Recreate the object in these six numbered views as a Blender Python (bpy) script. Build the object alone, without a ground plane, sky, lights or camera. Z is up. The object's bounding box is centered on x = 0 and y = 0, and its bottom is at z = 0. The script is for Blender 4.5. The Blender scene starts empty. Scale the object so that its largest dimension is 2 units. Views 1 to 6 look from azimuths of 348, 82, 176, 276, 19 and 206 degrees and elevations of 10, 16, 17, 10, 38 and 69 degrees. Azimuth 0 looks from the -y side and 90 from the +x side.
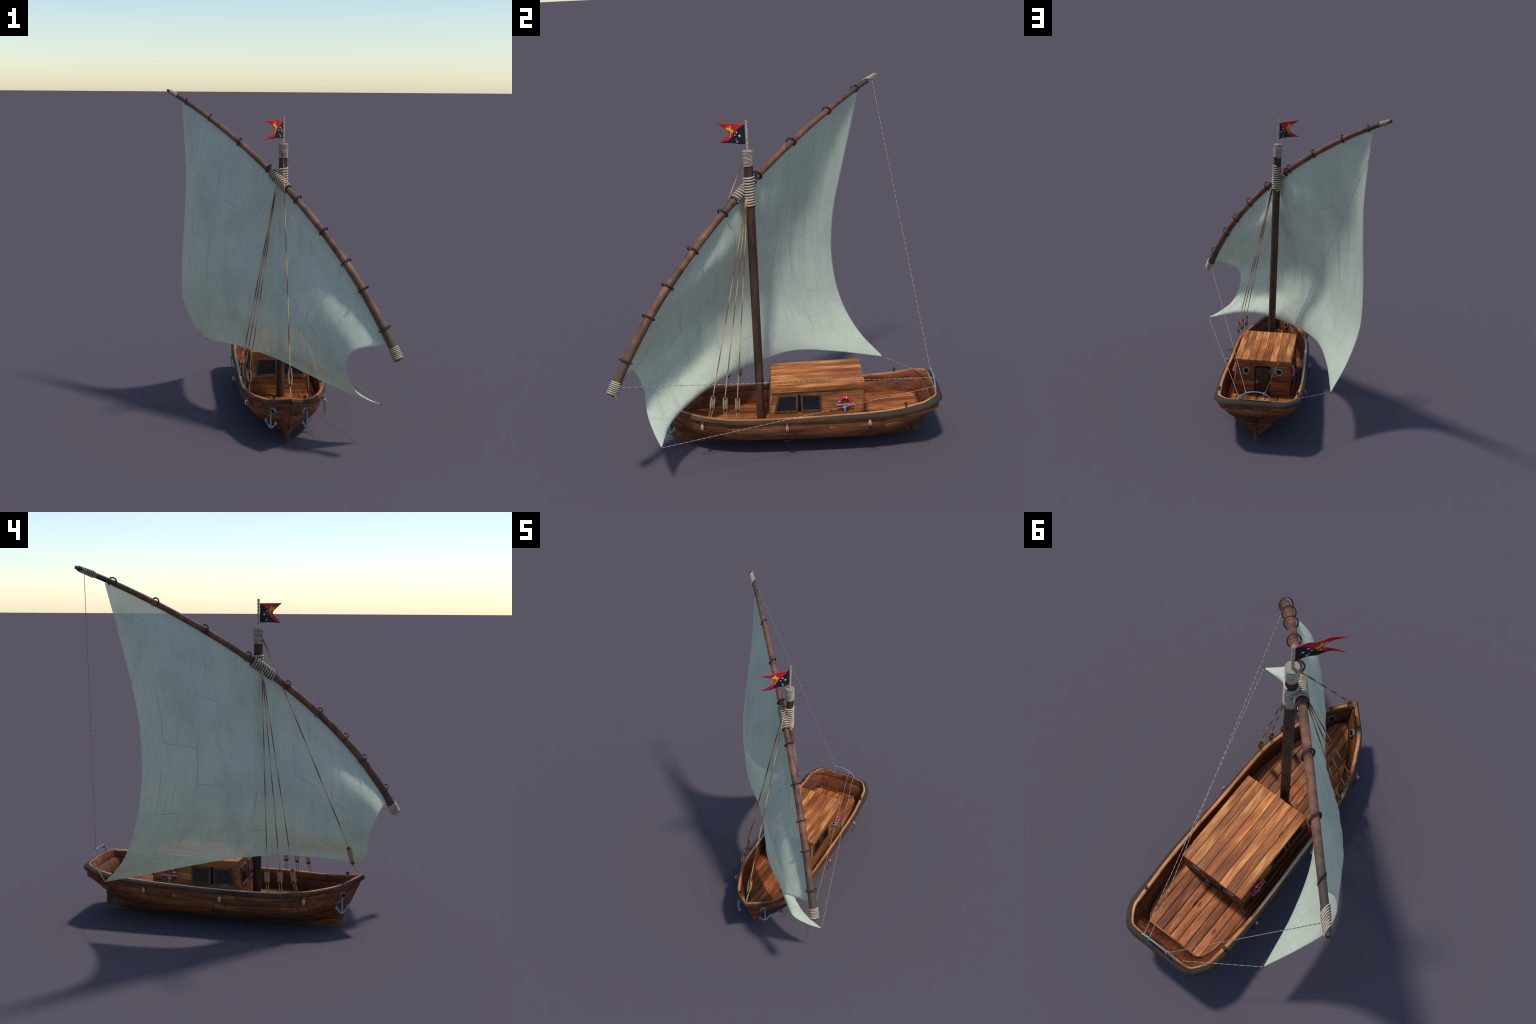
import bpy, math, random
import numpy as np
from mathutils import Vector, Matrix

random.seed(7)
rng = np.random.default_rng(7)
A = np.array

# ------------------------------------------------------------------ frame
# Everything is modelled in the boat's own frame: x to starboard-hand side, y towards the
# stern, z up, origin under the mast foot.  The root empty yaws the boat into place.
YAW = math.radians(8.4)
FOOT = A([0.054, -0.096, 0.0])
CY, SY = math.cos(YAW), math.sin(YAW)


def boat(p):
    """world position(s) -> boat frame"""
    d = np.asarray(p, float) - FOOT
    return np.stack([d[..., 0] * CY - d[..., 1] * SY, d[..., 0] * SY + d[..., 1] * CY, d[..., 2]], -1)


root = bpy.data.objects.new("sailing_boat", None)
root.location = FOOT
root.rotation_euler = (0, 0, -YAW)
root.empty_display_size = 0.2
bpy.context.scene.collection.objects.link(root)
root["label"] = "wooden lateen sailing boat with pale patched sail and small cabin"
root["category"] = "sailing boat"


def link(ob, parent):
    bpy.context.scene.collection.objects.link(ob)
    ob.parent = parent
    return ob


# ------------------------------------------------------------------ curves
def crom(P, n=12):
    P = np.asarray(P, float)
    Q = np.vstack([2 * P[0] - P[1], P, 2 * P[-1] - P[-2]])
    t = np.linspace(0, 1, n, endpoint=False)[:, None]
    out = []
    for i in range(1, len(Q) - 2):
        a, b, c, d = Q[i - 1:i + 3]
        out.append(.5 * (2 * b + (c - a) * t + (2 * a - 5 * b + 4 * c - d) * t ** 2 + (3 * b - a - 3 * c + d) * t ** 3))
    out.append(P[-1:])
    return np.vstack(out)


def resample(C, n):
    d = np.r_[0, np.cumsum(np.linalg.norm(np.diff(C, axis=0), axis=1))]
    t = np.linspace(0, d[-1], n)
    return np.stack([np.interp(t, d, C[:, i]) for i in range(3)], 1)


def crom_at(P, s):
    """Catmull-Rom through P (k,...) at parameters s in 0..k-1"""
    P = np.asarray(P, float)
    Q = np.concatenate([[2 * P[0] - P[1]], P, [2 * P[-1] - P[-2]]])
    i = np.clip(np.floor(s).astype(int), 0, len(P) - 2)
    t = (s - i).reshape((-1,) + (1,) * (P.ndim - 1))
    a, b, c, d = Q[i], Q[i + 1], Q[i + 2], Q[i + 3]
    return .5 * (2 * b + (c - a) * t + (2 * a - 5 * b + 4 * c - d) * t ** 2 + (3 * b - a - 3 * c + d) * t ** 3)


# ------------------------------------------------------------------ mesh builder
class Build:
    def __init__(self):
        self.v, self.f = [], []
        self.n = 0

    def add(self, verts, faces):
        o = self.n
        verts = np.asarray(verts, float).reshape(-1, 3)
        self.v.append(verts)
        self.f += [tuple(i + o for i in f) for f in faces]
        self.n += len(verts)
        return self

    def grid(self, G, closed_u=False, closed_v=False, cap_u=False, flip=False):
        G = np.asarray(G, float)
        a, b = G.shape[:2]
        F = []
        for i in range(a if closed_u else a - 1):
            for j in range(b if closed_v else b - 1):
                q = (i * b + j, ((i + 1) % a) * b + j, ((i + 1) % a) * b + (j + 1) % b, i * b + (j + 1) % b)
                F.append(q[::-1] if flip else q)
        if cap_u and closed_v:
            c0 = tuple(range(b))
            c1 = tuple((a - 1) * b + j for j in range(b))[::-1]
            F += [c0[::-1], c1[::-1]] if flip else [c0, c1]
        return self.add(G, F)

    def tube(self, path, r, sides=10, cap=True, closed=False):
        path = np.asarray(path, float)
        n = len(path)
        r = np.broadcast_to(np.asarray(r, float), (n,))
        if closed:
            T = np.roll(path, -1, 0) - np.roll(path, 1, 0)
        else:
            T = np.gradient(path, axis=0)
        T /= np.linalg.norm(T, axis=1)[:, None] + 1e-12
        ref = A([0, 0, 1.]) if abs(T[0][2]) < .9 else A([1., 0, 0])
        N = ref - T[0] * (ref @ T[0])
        N /= np.linalg.norm(N)
        rings = []
        th = np.linspace(0, 2 * np.pi, sides, endpoint=False)
        for i in range(n):
            N = N - T[i] * (N @ T[i])
            N /= np.linalg.norm(N) + 1e-12
            Bn = np.cross(T[i], N)
            rings.append(path[i] + r[i] * (np.cos(th)[:, None] * N + np.sin(th)[:, None] * Bn))
        return self.grid(A(rings), closed_u=closed, closed_v=True, cap_u=cap and not closed)

    def box(self, c, s, R=None):
        h = A(s) / 2
        V = A([[x, y, z] for x in (-1, 1) for y in (-1, 1) for z in (-1, 1)]) * h
        if R is not None:
            V = V @ A(R).T
        return self.add(V + A(c), [(0, 1, 3, 2), (4, 6, 7, 5), (0, 4, 5, 1), (2, 3, 7, 6), (0, 2, 6, 4), (1, 5, 7, 3)])

    def lathe(self, prof, c=(0, 0, 0), axis=(0, 0, 1), sides=16):
        """prof list of (r,h) along axis"""
        ax = A(axis, float)
        ax /= np.linalg.norm(ax)
        e = np.cross(ax, [0, 1, 0] if abs(ax[1]) < .9 else [1, 0, 0])
        e /= np.linalg.norm(e)
        g = np.cross(ax, e)
        th = np.linspace(0, 2 * np.pi, sides, endpoint=False)
        G = [A(c) + ax * h + r * (np.cos(th)[:, None] * e + np.sin(th)[:, None] * g) for r, h in prof]
        return self.grid(A(G), closed_v=True, cap_u=True)

    def ob(self, name, mat, parent, smooth=True, bevel=0, angle=40, solid=0):
        me = bpy.data.meshes.new(name)
        me.from_pydata(np.vstack(self.v).tolist(), [], self.f)
        me.validate()
        me.update()
        import bmesh
        bm = bmesh.new()
        bm.from_mesh(me)
        bmesh.ops.remove_doubles(bm, verts=bm.verts, dist=1e-6)
        bmesh.ops.recalc_face_normals(bm, faces=bm.faces)
        bm.to_mesh(me)
        bm.free()
        me.materials.append(mat)
        o = link(bpy.data.objects.new(name, me), parent)
        if solid:
            m = o.modifiers.new("solid", "SOLIDIFY")
            m.thickness = solid
            m.offset = 0
        if bevel:
            m = o.modifiers.new("bevel", "BEVEL")
            m.width = bevel
            m.segments = 2
            m.limit_method = 'ANGLE'
            m.angle_limit = math.radians(35)
        if smooth:
            me.shade_smooth()
            if hasattr(me, "set_sharp_from_angle"):
                me.set_sharp_from_angle(angle=math.radians(angle))
        return o


def empty(name, parent):
    return link(bpy.data.objects.new(name, None), parent)


# ------------------------------------------------------------------ materials
class Nodes:
    def __init__(self, name):
        self.m = bpy.data.materials.new(name)
        self.m.use_nodes = True
        self.t = self.m.node_tree
        self.t.nodes.clear()
        self.out = self.n("ShaderNodeOutputMaterial")
        self.b = self.n("ShaderNodeBsdfPrincipled")
        self.l(self.b.outputs[0], self.out.inputs[0])
        self.co = self.n("ShaderNodeTexCoord").outputs["Object"]

    def n(self, t, **k):
        x = self.t.nodes.new(t)
        for a, v in k.items():
            setattr(x, a, v)
        return x

    def l(self, a, b):
        self.t.links.new(a, b)

    def val(self, sock, v):
        if isinstance(v, bpy.types.NodeSocket):
            self.l(v, sock)
        else:
            sock.default_value = v

    def math(self, op, a, b=0., c=None, clamp=False):
        x = self.n("ShaderNodeMath", operation=op, use_clamp=clamp)
        self.val(x.inputs[0], a)
        self.val(x.inputs[1], b)
        if c is not None:
            self.val(x.inputs[2], c)
        return x.outputs[0]

    def vadd(self, a, b):
        x = self.n("ShaderNodeVectorMath", operation='ADD')
        self.val(x.inputs[0], a)
        self.val(x.inputs[1], b)
        return x.outputs[0]

    def map(self, vec, scale, loc=(0, 0, 0), rot=(0, 0, 0)):
        x = self.n("ShaderNodeMapping")
        self.l(vec, x.inputs["Vector"])
        x.inputs["Scale"].default_value = scale
        x.inputs["Location"].default_value = loc
        x.inputs["Rotation"].default_value = rot
        return x.outputs[0]

    def noise(self, vec, scale, detail=4, rough=.55, dist=0.):
        x = self.n("ShaderNodeTexNoise")
        self.l(vec, x.inputs["Vector"])
        x.inputs["Scale"].default_value = scale
        x.inputs["Detail"].default_value = detail
        x.inputs["Roughness"].default_value = rough
        x.inputs["Distortion"].default_value = dist
        return x.outputs[0]

    def voronoi(self, vec, scale, feature='F1'):
        x = self.n("ShaderNodeTexVoronoi", feature=feature)
        self.l(vec, x.inputs["Vector"])
        x.inputs["Scale"].default_value = scale
        return x.outputs["Distance"]

    def ramp(self, fac, stops, interp='LINEAR'):
        x = self.n("ShaderNodeValToRGB")
        r = x.color_ramp
        r.interpolation = interp
        while len(r.elements) > 1:
            r.elements.remove(r.elements[-1])
        r.elements[0].position = stops[0][0]
        for p, c in stops[1:]:
            r.elements.new(p)
        for e, (p, c) in zip(r.elements, stops):
            c = (c, c, c) if isinstance(c, (int, float)) else c
            e.color = (*c, 1)
        self.l(fac, x.inputs[0])
        return x.outputs[0]

    def mix(self, fac, a, b, mode='MIX'):
        x = self.n("ShaderNodeMix", data_type='RGBA', blend_type=mode)
        self.val(x.inputs[0], fac)
        for s, v in ((x.inputs[6], a), (x.inputs[7], b)):
            if isinstance(v, tuple):
                v = (*v, 1)
            self.val(s, v)
        return x.outputs[2]

    def rand(self):
        return self.n("ShaderNodeObjectInfo").outputs["Random"]

    def bump(self, h, strength=.3, dist=.002):
        x = self.n("ShaderNodeBump")
        x.inputs["Strength"].default_value = strength
        x.inputs["Distance"].default_value = dist
        self.l(h, x.inputs["Height"])
        self.l(x.outputs[0], self.b.inputs["Normal"])

    def done(self, col, rough=.6, metal=0., spec=.3):
        self.val(self.b.inputs["Base Color"], (*col, 1) if isinstance(col, tuple) else col)
        self.val(self.b.inputs["Roughness"], rough)
        self.b.inputs["Metallic"].default_value = metal
        self.b.inputs["Specular IOR Level"].default_value = spec
        return self.m


def wood(name, axis, dark, mid, light, tint=.35, rough=.55, knots=True, fine=1., bump=.35, spec=.25, worn=False):
    """streaky plank wood, grain along the given axis"""
    N = Nodes(name)
    r = N.rand()
    comb = N.n("ShaderNodeCombineXYZ")
    for i, k in enumerate((13., 7.3, 9.1)):
        N.l(N.math('MULTIPLY', r, k), comb.inputs[i])
    co = N.vadd(N.co, comb.outputs[0])
    s1 = [1., 1., 1.]
    s1[axis] = .13
    s2 = [1., 1., 1.]
    s2[axis] = .045
    s3 = [1., 1., 1.]
    s3[axis] = .38
    a = N.noise(N.map(co, s1), 34, 6, .62, .9)
    b = N.noise(N.map(co, s2), 150, 3, .6, .2)
    c = N.noise(N.map(co, s3), 9, 3, .5, .3)
    f = N.math('ADD', N.math('MULTIPLY', a, .55), N.math('MULTIPLY', c, .45))
    col = N.ramp(f, [(.30, dark), (.45, tuple(.5 * x + .5 * y for x, y in zip(dark, mid))), (.53, mid), (.68, light)])
    st = N.ramp(b, [(.28, .34), (.46, 1.), (.75, 1.15)])
    col = N.mix(.75 * fine, col, st, 'MULTIPLY')
    if knots:
        v = N.voronoi(N.map(co, s3), 17)
        kn = N.ramp(v, [(.04, (.25, .14, .10)), (.11, (.55, .40, .32)), (.16, (1.15, 1.1, 1.0)), (.27, 1.)])
        col = N.mix(.9, col, kn, 'MULTIPLY')
    tn = N.ramp(r, [(0., (1 - tint, 1 - tint * 1.1, 1 - tint * 1.1)), (.5, (1., .97, .95)), (.8, (1 + tint * .4, 1 + tint * .35, 1 + tint * .3)), (1., (1.06, .90, .86))])
    col = N.mix(1., col, tn, 'MULTIPLY')
    if worn:
        # bare, sun-bleached timber along the lee side of the rail
        sp = N.n("ShaderNodeSeparateXYZ")
        N.l(N.co, sp.inputs[0])
        yq = N.math('ADD', sp.outputs[1], N.math('MULTIPLY', N.math('SUBTRACT', a, .5), .5))
        m = N.n("ShaderNodeMapRange")
        N.l(N.math('ABSOLUTE', N.math('SUBTRACT', yq, .16)), m.inputs[0])
        for k, x in zip((1, 2, 3, 4), (.30, .42, 1., 0.)):
            m.inputs[k].default_value = x
        m2 = N.n("ShaderNodeMapRange")
        N.l(sp.outputs[0], m2.inputs[0])
        for k, x in zip((1, 2, 3, 4), (-.10, -.15, 0., 1.)):
            m2.inputs[k].default_value = x
        pale = N.mix(1., (.44, .35, .22), st, 'MULTIPLY')
        col = N.mix(N.math('MULTIPLY', m.outputs[0], m2.outputs[0]), col, pale)
    N.bump(N.math('ADD', N.math('MULTIPLY', b, .5), a), bump, .0015)
    return N.done(col, rough, 0, spec)


WD = (.105, .027, .009)
WM = (.345, .106, .028)
WL = (.68, .29, .085)
deck_wood = wood("deck_wood", 1, WD, WM, WL, tint=.42)
roof_wood = wood("roof_wood", 1, (.17, .044, .013), (.46, .152, .039), (.84, .40, .125), tint=.30)
hull_wood = wood("hull_wood", 1, (.055, .018, .008), (.21, .072, .024), (.38, .155, .052), tint=.25, knots=False, rough=.6)
wall_wood_y = wood("wall_wood_along", 1, (.10, .03, .012), (.31, .11, .034), (.50, .22, .075), tint=.25)
wall_wood_x = wood("wall_wood_across", 0, (.10, .03, .012), (.31, .105, .032), (.50, .21, .072), tint=.25)
inner_wood = wood("bulwark_wood", 1, (.045, .013, .006), (.17, .049, .017), (.30, .10, .032), tint=.2, knots=False, rough=.6)
cap_wood = wood("rail_cap_wood", 1, (.17, .055, .018), (.42, .165, .055), (.62, .30, .115), tint=.1, knots=False, worn=True)
frame_wood = wood("frame_wood", 2, (.045, .020, .012), (.12, .052, .028), (.21, .095, .05), tint=.15, knots=False)
door_wood = wood("door_wood", 2, (.018, .010, .007), (.055, .028, .016), (.10, .052, .03), tint=.1, knots=False)
mast_wood = wood("mast_wood", 2, (.026, .015, .010), (.080, .042, .026), (.15, .070, .040), tint=.1, knots=False, rough=.65)
rudder_wood = wood("rudder_wood", 2, (.04, .025, .015), (.11, .065, .035), (.17, .10, .055), tint=.1, knots=False)


def m_band():
    N = Nodes("rub_rail_wood")
    a = N.noise(N.map(N.co, (1, .35, 1)), 9, 5, .6)
    col = N.ramp(a, [(.33, (.038, .023, .015)), (.5, (.078, .039, .025)), (.62, (.15, .060, .039))])
    # weathered grey-green towards the stern, redder amidships
    sep = N.n("ShaderNodeSeparateXYZ")
    N.l(N.co, sep.inputs[0])
    g = N.ramp(N.math('ADD', sep.outputs[1], N.math('MULTIPLY', N.math('SUBTRACT', a, .5), .8)), [(.25, 0.), (.6, 1.)])
    col = N.mix(g, col, (.050, .038, .027))
    f = N.noise(N.map(N.co, (1, .1, 1)), 120, 3)
    col = N.mix(.5, col, N.ramp(f, [(.3, .6), (.6, 1.1)]), 'MULTIPLY')
    N.bump(f, .25, .001)
    return N.done(col, .8, 0, .12)


band_mat = m_band()


def m_yard():
    N = Nodes("yard_wood")
    a = N.noise(N.map(N.co, (1, 1, 1)), 11, 5, .65, .5)
    b = N.noise(N.map(N.co, (1, 1, 1), rot=(.7, .5, 0)), 60, 4, .6)
    col = N.ramp(a, [(.3, (.062, .034, .022)), (.47, (.13, .060, .036)), (.66, (.245, .105, .060))])
    col = N.mix(.6, col, N.ramp(b, [(.3, .55), (.6, 1.1)]), 'MULTIPLY')
    sep = N.n("ShaderNodeSeparateXYZ")
    N.l(N.co, sep.inputs[0])
    e = N.ramp(N.math('ADD', sep.outputs[2], N.math('MULTIPLY', N.math('SUBTRACT', a, .5), .25)), [(.66, 1.), (.86, 0.)])
    e2 = N.ramp(sep.outputs[2], [(0., 0.), (1., 0.)])
    col = N.mix(e, col, (.095, .06, .037))
    tip = N.n("ShaderNodeMapRange")
    N.l(sep.outputs[2], tip.inputs[0])
    tip.inputs[1].default_value = 1.84
    tip.inputs[2].default_value = 1.95
    col = N.mix(tip.outputs[0], col, (.055, .045, .036))
    N.bump(b, .5, .002)
    return N.done(col, .6)


yard_mat = m_yard()


def m_rope(name, dark, light, scale=160, rough=.85):
    N = Nodes(name)
    a = N.noise(N.co, scale, 3, .6)
    b = N.noise(N.co, scale * .16, 3, .6)
    f = N.math('ADD', N.math('MULTIPLY', a, .6), N.math('MULTIPLY', b, .4))
    col = N.ramp(f, [(.34, dark), (.6, light)])
    N.bump(a, .6, .0015)
    return N.done(col, rough, 0, .15)


lash_mat = m_rope("lashing_rope", (.20, .15, .10), (.62, .50, .37))
lash_core_mat = m_rope("lashing_core", (.045, .036, .028), (.085, .068, .052))
lash_end_mat = m_rope("rope_end", (.25, .21, .14), (.33, .28, .19), 60)
lany_mat = m_rope("lanyard_rope", (.16, .095, .045), (.52, .36, .19), 300)
loop_mat = m_rope("fender_rope", (.20, .135, .075), (.54, .40, .26), 240)


def m_line(name, dark, light, freq, lo, hi):
    """laid rope: colour bands along the rope's own length (object z)"""
    N = Nodes(name)
    sep = N.n("ShaderNodeSeparateXYZ")
    N.l(N.co, sep.inputs[0])
    w = N.math('SINE', N.math('MULTIPLY', sep.outputs[2], freq))
    nz = N.noise(N.map(N.co, (1, 1, 1)), 9, 2)
    f = N.math('ADD', N.math('MULTIPLY', w, .35), N.math('MULTIPLY', nz, 1.))
    col = N.ramp(f, [(lo, dark), (hi, light)])
    return N.done(col, .85, 0, .1)


sheet_mat = m_line("sheet_line", (.20, .145, .105), (.48, .38, .31), 200., .3, .75)
stay_mat = m_line("stay_rope", (.19, .085, .04), (.58, .35, .17), 24., .3, .8)


def m_plain(name, col, rough=.5, metal=0., spec=.4, var=.25, scale=40):
    N = Nodes(name)
    a = N.noise(N.co, scale, 4)
    c = N.mix(1., col, N.ramp(a, [(.3, 1 - var), (.7, 1 + var * .6)]), 'MULTIPLY')
    return N.done(c, rough, metal, spec)


steel = m_plain("painted_blue_metal", (.20, .265, .35), .45, 0., .5, .2, 30)
iron = m_plain("rusty_ring_iron", (.085, .040, .028), .7, 0., .2, .6, 60)
chain_mat = m_plain("chain_iron", (.018, .020, .022), .6, .2, .4, .4)
bollard_mat = m_plain("bollard_iron", (.055, .036, .026), .7, 0., .2, .4)
deadeye_mat = m_plain("deadeye_wood", (.105, .022, .02), .55, 0., .3, .3)
bracket_mat = m_plain("bracket_wood", (.085, .04, .03), .7, 0., .2, .4)
glass = m_plain("dark_glass", (.010, .012, .014), .22, 0., .5, .2)
hawse_mat = m_plain("hawse_metal", (.23, .25, .27), .55, .1, .4, .6, 120)
black_mat = m_plain("black_hole", (.006, .007, .008), .8, 0., .1)
dark_gap = m_plain("seam_dark", (.022, .011, .007), .9, 0., .1)
red_mat = m_plain("life_ring_red", (.52, .012, .022), .35, 0., .5, .15)
highlight_mat = m_plain("white_highlight", (.75, .75, .76), .5, 0., .3, .1)
porthole_mat = m_plain("porthole_metal", (.34, .36, .40), .45, .1, .5, .15)


def m_cloth(name, col, var, rough=.7):
    N = Nodes(name)
    a = N.noise(N.map(N.co, (1, 1, 2.5)), 28, 4, .6, .4)
    w = N.noise(N.map(N.co, (.3, .3, 1)), 90, 2)
    c = N.mix(1., col, N.ramp(a, [(.3, 1 - var), (.55, 1.), (.75, 1 + var * .7)]), 'MULTIPLY')
    N.bump(w, .2, .001)
    return N.done(c, rough, 0, .25)


flag_red = m_cloth("flag_red", (.56, .012, .028), .4, .5)
flag_black = m_cloth("flag_black", (.011, .012, .013), .3, .6)
flag_yellow = m_cloth("flag_yellow", (.62, .45, .02), .2)
flag_white = m_cloth("flag_white", (.72, .74, .80), .1)


def m_sail(name, thin):
    N = Nodes(name)
    a = N.noise(N.map(N.co, (1, 1, .16)), 26, 4, .6, .35)       # vertical creases
    b = N.noise(N.co, 3.2, 4, .6)                                # broad stains
    w1 = N.noise(N.map(N.co, (1, 1, .05)), 260, 2)               # weave, warp
    w2 = N.noise(N.map(N.co, (.12, .12, 1)), 260, 2)             # weave, weft
    base = N.ramp(b, [(.3, (.575, .622, .495)), (.5, (.65, .70, .555)), (.7, (.69, .73, .58))])
    col = N.mix(.35, base, N.ramp(a, [(.30, .62), (.42, .95), (.7, 1.05)]), 'MULTIPLY')
    col = N.mix(.3, col, N.ramp(N.math('ADD', N.math('MULTIPLY', w1, .5), N.math('MULTIPLY', w2, .5)), [(.35, .7), (.6, 1.1)]), 'MULTIPLY')
    dt = N.n("ShaderNodeVectorMath", operation='DOT_PRODUCT')
    N.l(N.co, dt.inputs[0])
    dt.inputs[1].default_value = (-21., 27., 4.)          # across the cloth, slightly raked
    ph = N.math('ADD', dt.outputs["Value"], N.math('MULTIPLY', N.noise(N.map(N.co, (1, 1, .5)), 3.5, 2), 3.))
    ln = N.math('ABSOLUTE', N.math('SUBTRACT', N.math('FRACT', ph), .5))
    lb = N.ramp(N.noise(N.map(N.co, (1, 1, .35)), 16, 2), [(.42, 0.), (.64, .5)])
    col = N.mix(lb, col, N.ramp(ln, [(.0, .62), (.05, .86), (.09, 1.04), (.14, 1.)]), 'MULTIPLY')
    h = N.math('ADD', N.math('MULTIPLY', a, 1.), N.math('MULTIPLY', w1, .12))
    N.bump(h, .45, .006)
    N.done(col, .9, 0, .08)
    # thin cloth: a little light and a little of what lies behind comes through
    tr = N.n("ShaderNodeBsdfTransparent")
    tl = N.n("ShaderNodeBsdfTranslucent")
    N.l(col, tl.inputs[0])
    m1 = N.n("ShaderNodeMixShader")
    m1.inputs[0].default_value = .06
    N.l(N.b.outputs[0], m1.inputs[1])
    N.l(tl.outputs[0], m1.inputs[2])
    m2 = N.n("ShaderNodeMixShader")
    m2.inputs[0].default_value = thin
    N.l(m1.outputs[0], m2.inputs[1])
    N.l(tr.outputs[0], m2.inputs[2])
    N.l(m2.outputs[0], N.out.inputs[0])
    return N.m


sail_mat = m_sail("sail_cloth", .32)
fold_shadow_mat = m_rope("fold_shadow_dark", (.22, .25, .22), (.34, .37, .32), 40)

# ------------------------------------------------------------------ HULL
# control net: columns bow -> stern centre, rows keel -> sheer (one side, mirrored)
def col(ys, pts):
    ys = [ys] * 8 if isinstance(ys, (int, float)) else ys
    return [(p[0], y, p[1]) for y, p in zip(ys, pts)]


stem_z = [0, .025, .06, .10, .15, .20, .25, .30]
NET = A([
    [(0, -.482 - .445 * z, z) for z in stem_z],
    col([-.44, -.45, -.462, -.478, -.495, -.508, -.515, -.515],
        [(0, 0), (.005, .025), (.016, .06), (.036, .10), (.058, .145), (.077, .19), (.094, .23), (.106, .265)]),
    col([-.38, -.385, -.39, -.395, -.40, -.40, -.40, -.40],
        [(0, 0), (.013, .02), (.039, .05), (.076, .085), (.116, .123), (.146, .163), (.164, .205), (.171, .242)]),
    col(-.28, [(0, 0), (.028, .018), (.065, .04), (.112, .064), (.158, .093), (.191, .131), (.21, .18), (.216, .228)]),
    col(-.12, [(0, 0), (.042, .016), (.09, .038), (.143, .066), (.194, .094), (.229, .131), (.248, .178), (.252, .225)]),
    col(.10, [(0, 0), (.05, .016), (.10, .04), (.152, .067), (.204, .095), (.241, .130), (.258, .178), (.259, .224)]),
    col(.35, [(0, 0), (.055, .016), (.108, .040), (.160, .068), (.211, .098), (.245, .135), (.260, .186), (.263, .232)]),
    col(.58, [(0, 0), (.055, .016), (.106, .042), (.158, .074), (.211, .107), (.246, .147), (.261, .196), (.264, .242)]),
    col(.74, [(0, 0), (.046, .018), (.092, .050), (.145, .090), (.203, .127), (.238, .165), (.253, .210), (.257, .252)]),
    col([.84, .842, .845, .85, .85, .85, .85, .85], [(0, 0), (.034, .022), (.070, .062), (.122, .112), (.178, .155), (.218, .190), (.24, .228), (.247, .27)]),
    col([.850, .851, .854, .860, .870, .915, .922, .918],
        [(0, 0), (.030, .024), (.058, .064), (.106, .115), (.166, .153), (.212, .216), (.232, .24), (.236, .283)]),
    col([.851, .853, .858, .868, .880, .976, .985, .98],
        [(0, 0), (.02, .025), (.04, .066), (.080, .116), (.135, .153), (.17, .226), (.188, .245), (.19, .294)]),
    col([.851, .854, .860, .872, .885, .995, .998, .996],
        [(0, 0), (.01, .026), (.02, .067), (.042, .117), (.072, .153), (.09, .218), (.095, .25), (.092, .299)]),
    col([.851, .854, .861, .873, .887, .998, 1.0, .998],
        [(0, 0), (0, .026), (0, .067), (0, .117), (0, .153), (0, .217), (0, .25), (0, .301)]),
])


def hull_pt(s, l):
    """s (n) along, l (m) up -> (n,m,3)"""
    G = crom_at(NET, np.asarray(s, float))           # n,8,3
    G = crom_at(np.swapaxes(G, 0, 1), np.asarray(l, float))
    G = np.swapaxes(G, 0, 1)
    G[..., 0] = np.maximum(G[..., 0], 0)
    return G


def hull_nrm(s, l):
    e = 1e-3
    s = np.asarray(s, float)
    l = np.asarray(l, float)
    ds = hull_pt(np.minimum(s + e, 12.999), l) - hull_pt(np.maximum(s - e, 0), l)
    dl = hull_pt(s, np.minimum(l + e, 6.999)) - hull_pt(s, np.maximum(l - e, 0))
    n = np.cross(dl, ds)
    n /= np.linalg.norm(n, axis=-1)[..., None] + 1e-9
    flip = np.where((n * A([1, .15, -.1])).sum(-1) < 0, -1, 1)
    # outward: away from the boat's core line
    P = hull_pt(s, l)
    core = np.stack([0 * P[..., 0], np.clip(P[..., 1], -.45, .75), 0 * P[..., 2] + .2], -1)
    flip = np.where(((P - core) * n).sum(-1) < 0, -1, 1)
    return n * flip[..., None]


MIR = A([-1, 1, 1])
smax = len(NET) - 1
# backing shell (dark seams show between planks)
ss = np.linspace(0, smax, 120)
ll = np.linspace(0, 7, 36)
shell = hull_pt(ss, ll) - .0035 * hull_nrm(ss, ll)
shell[..., 0] = np.maximum(shell[..., 0], 0)
hb = Build().grid(shell).grid(shell * MIR, flip=True)
hull = hb.ob("hull", dark_gap, root)

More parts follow.
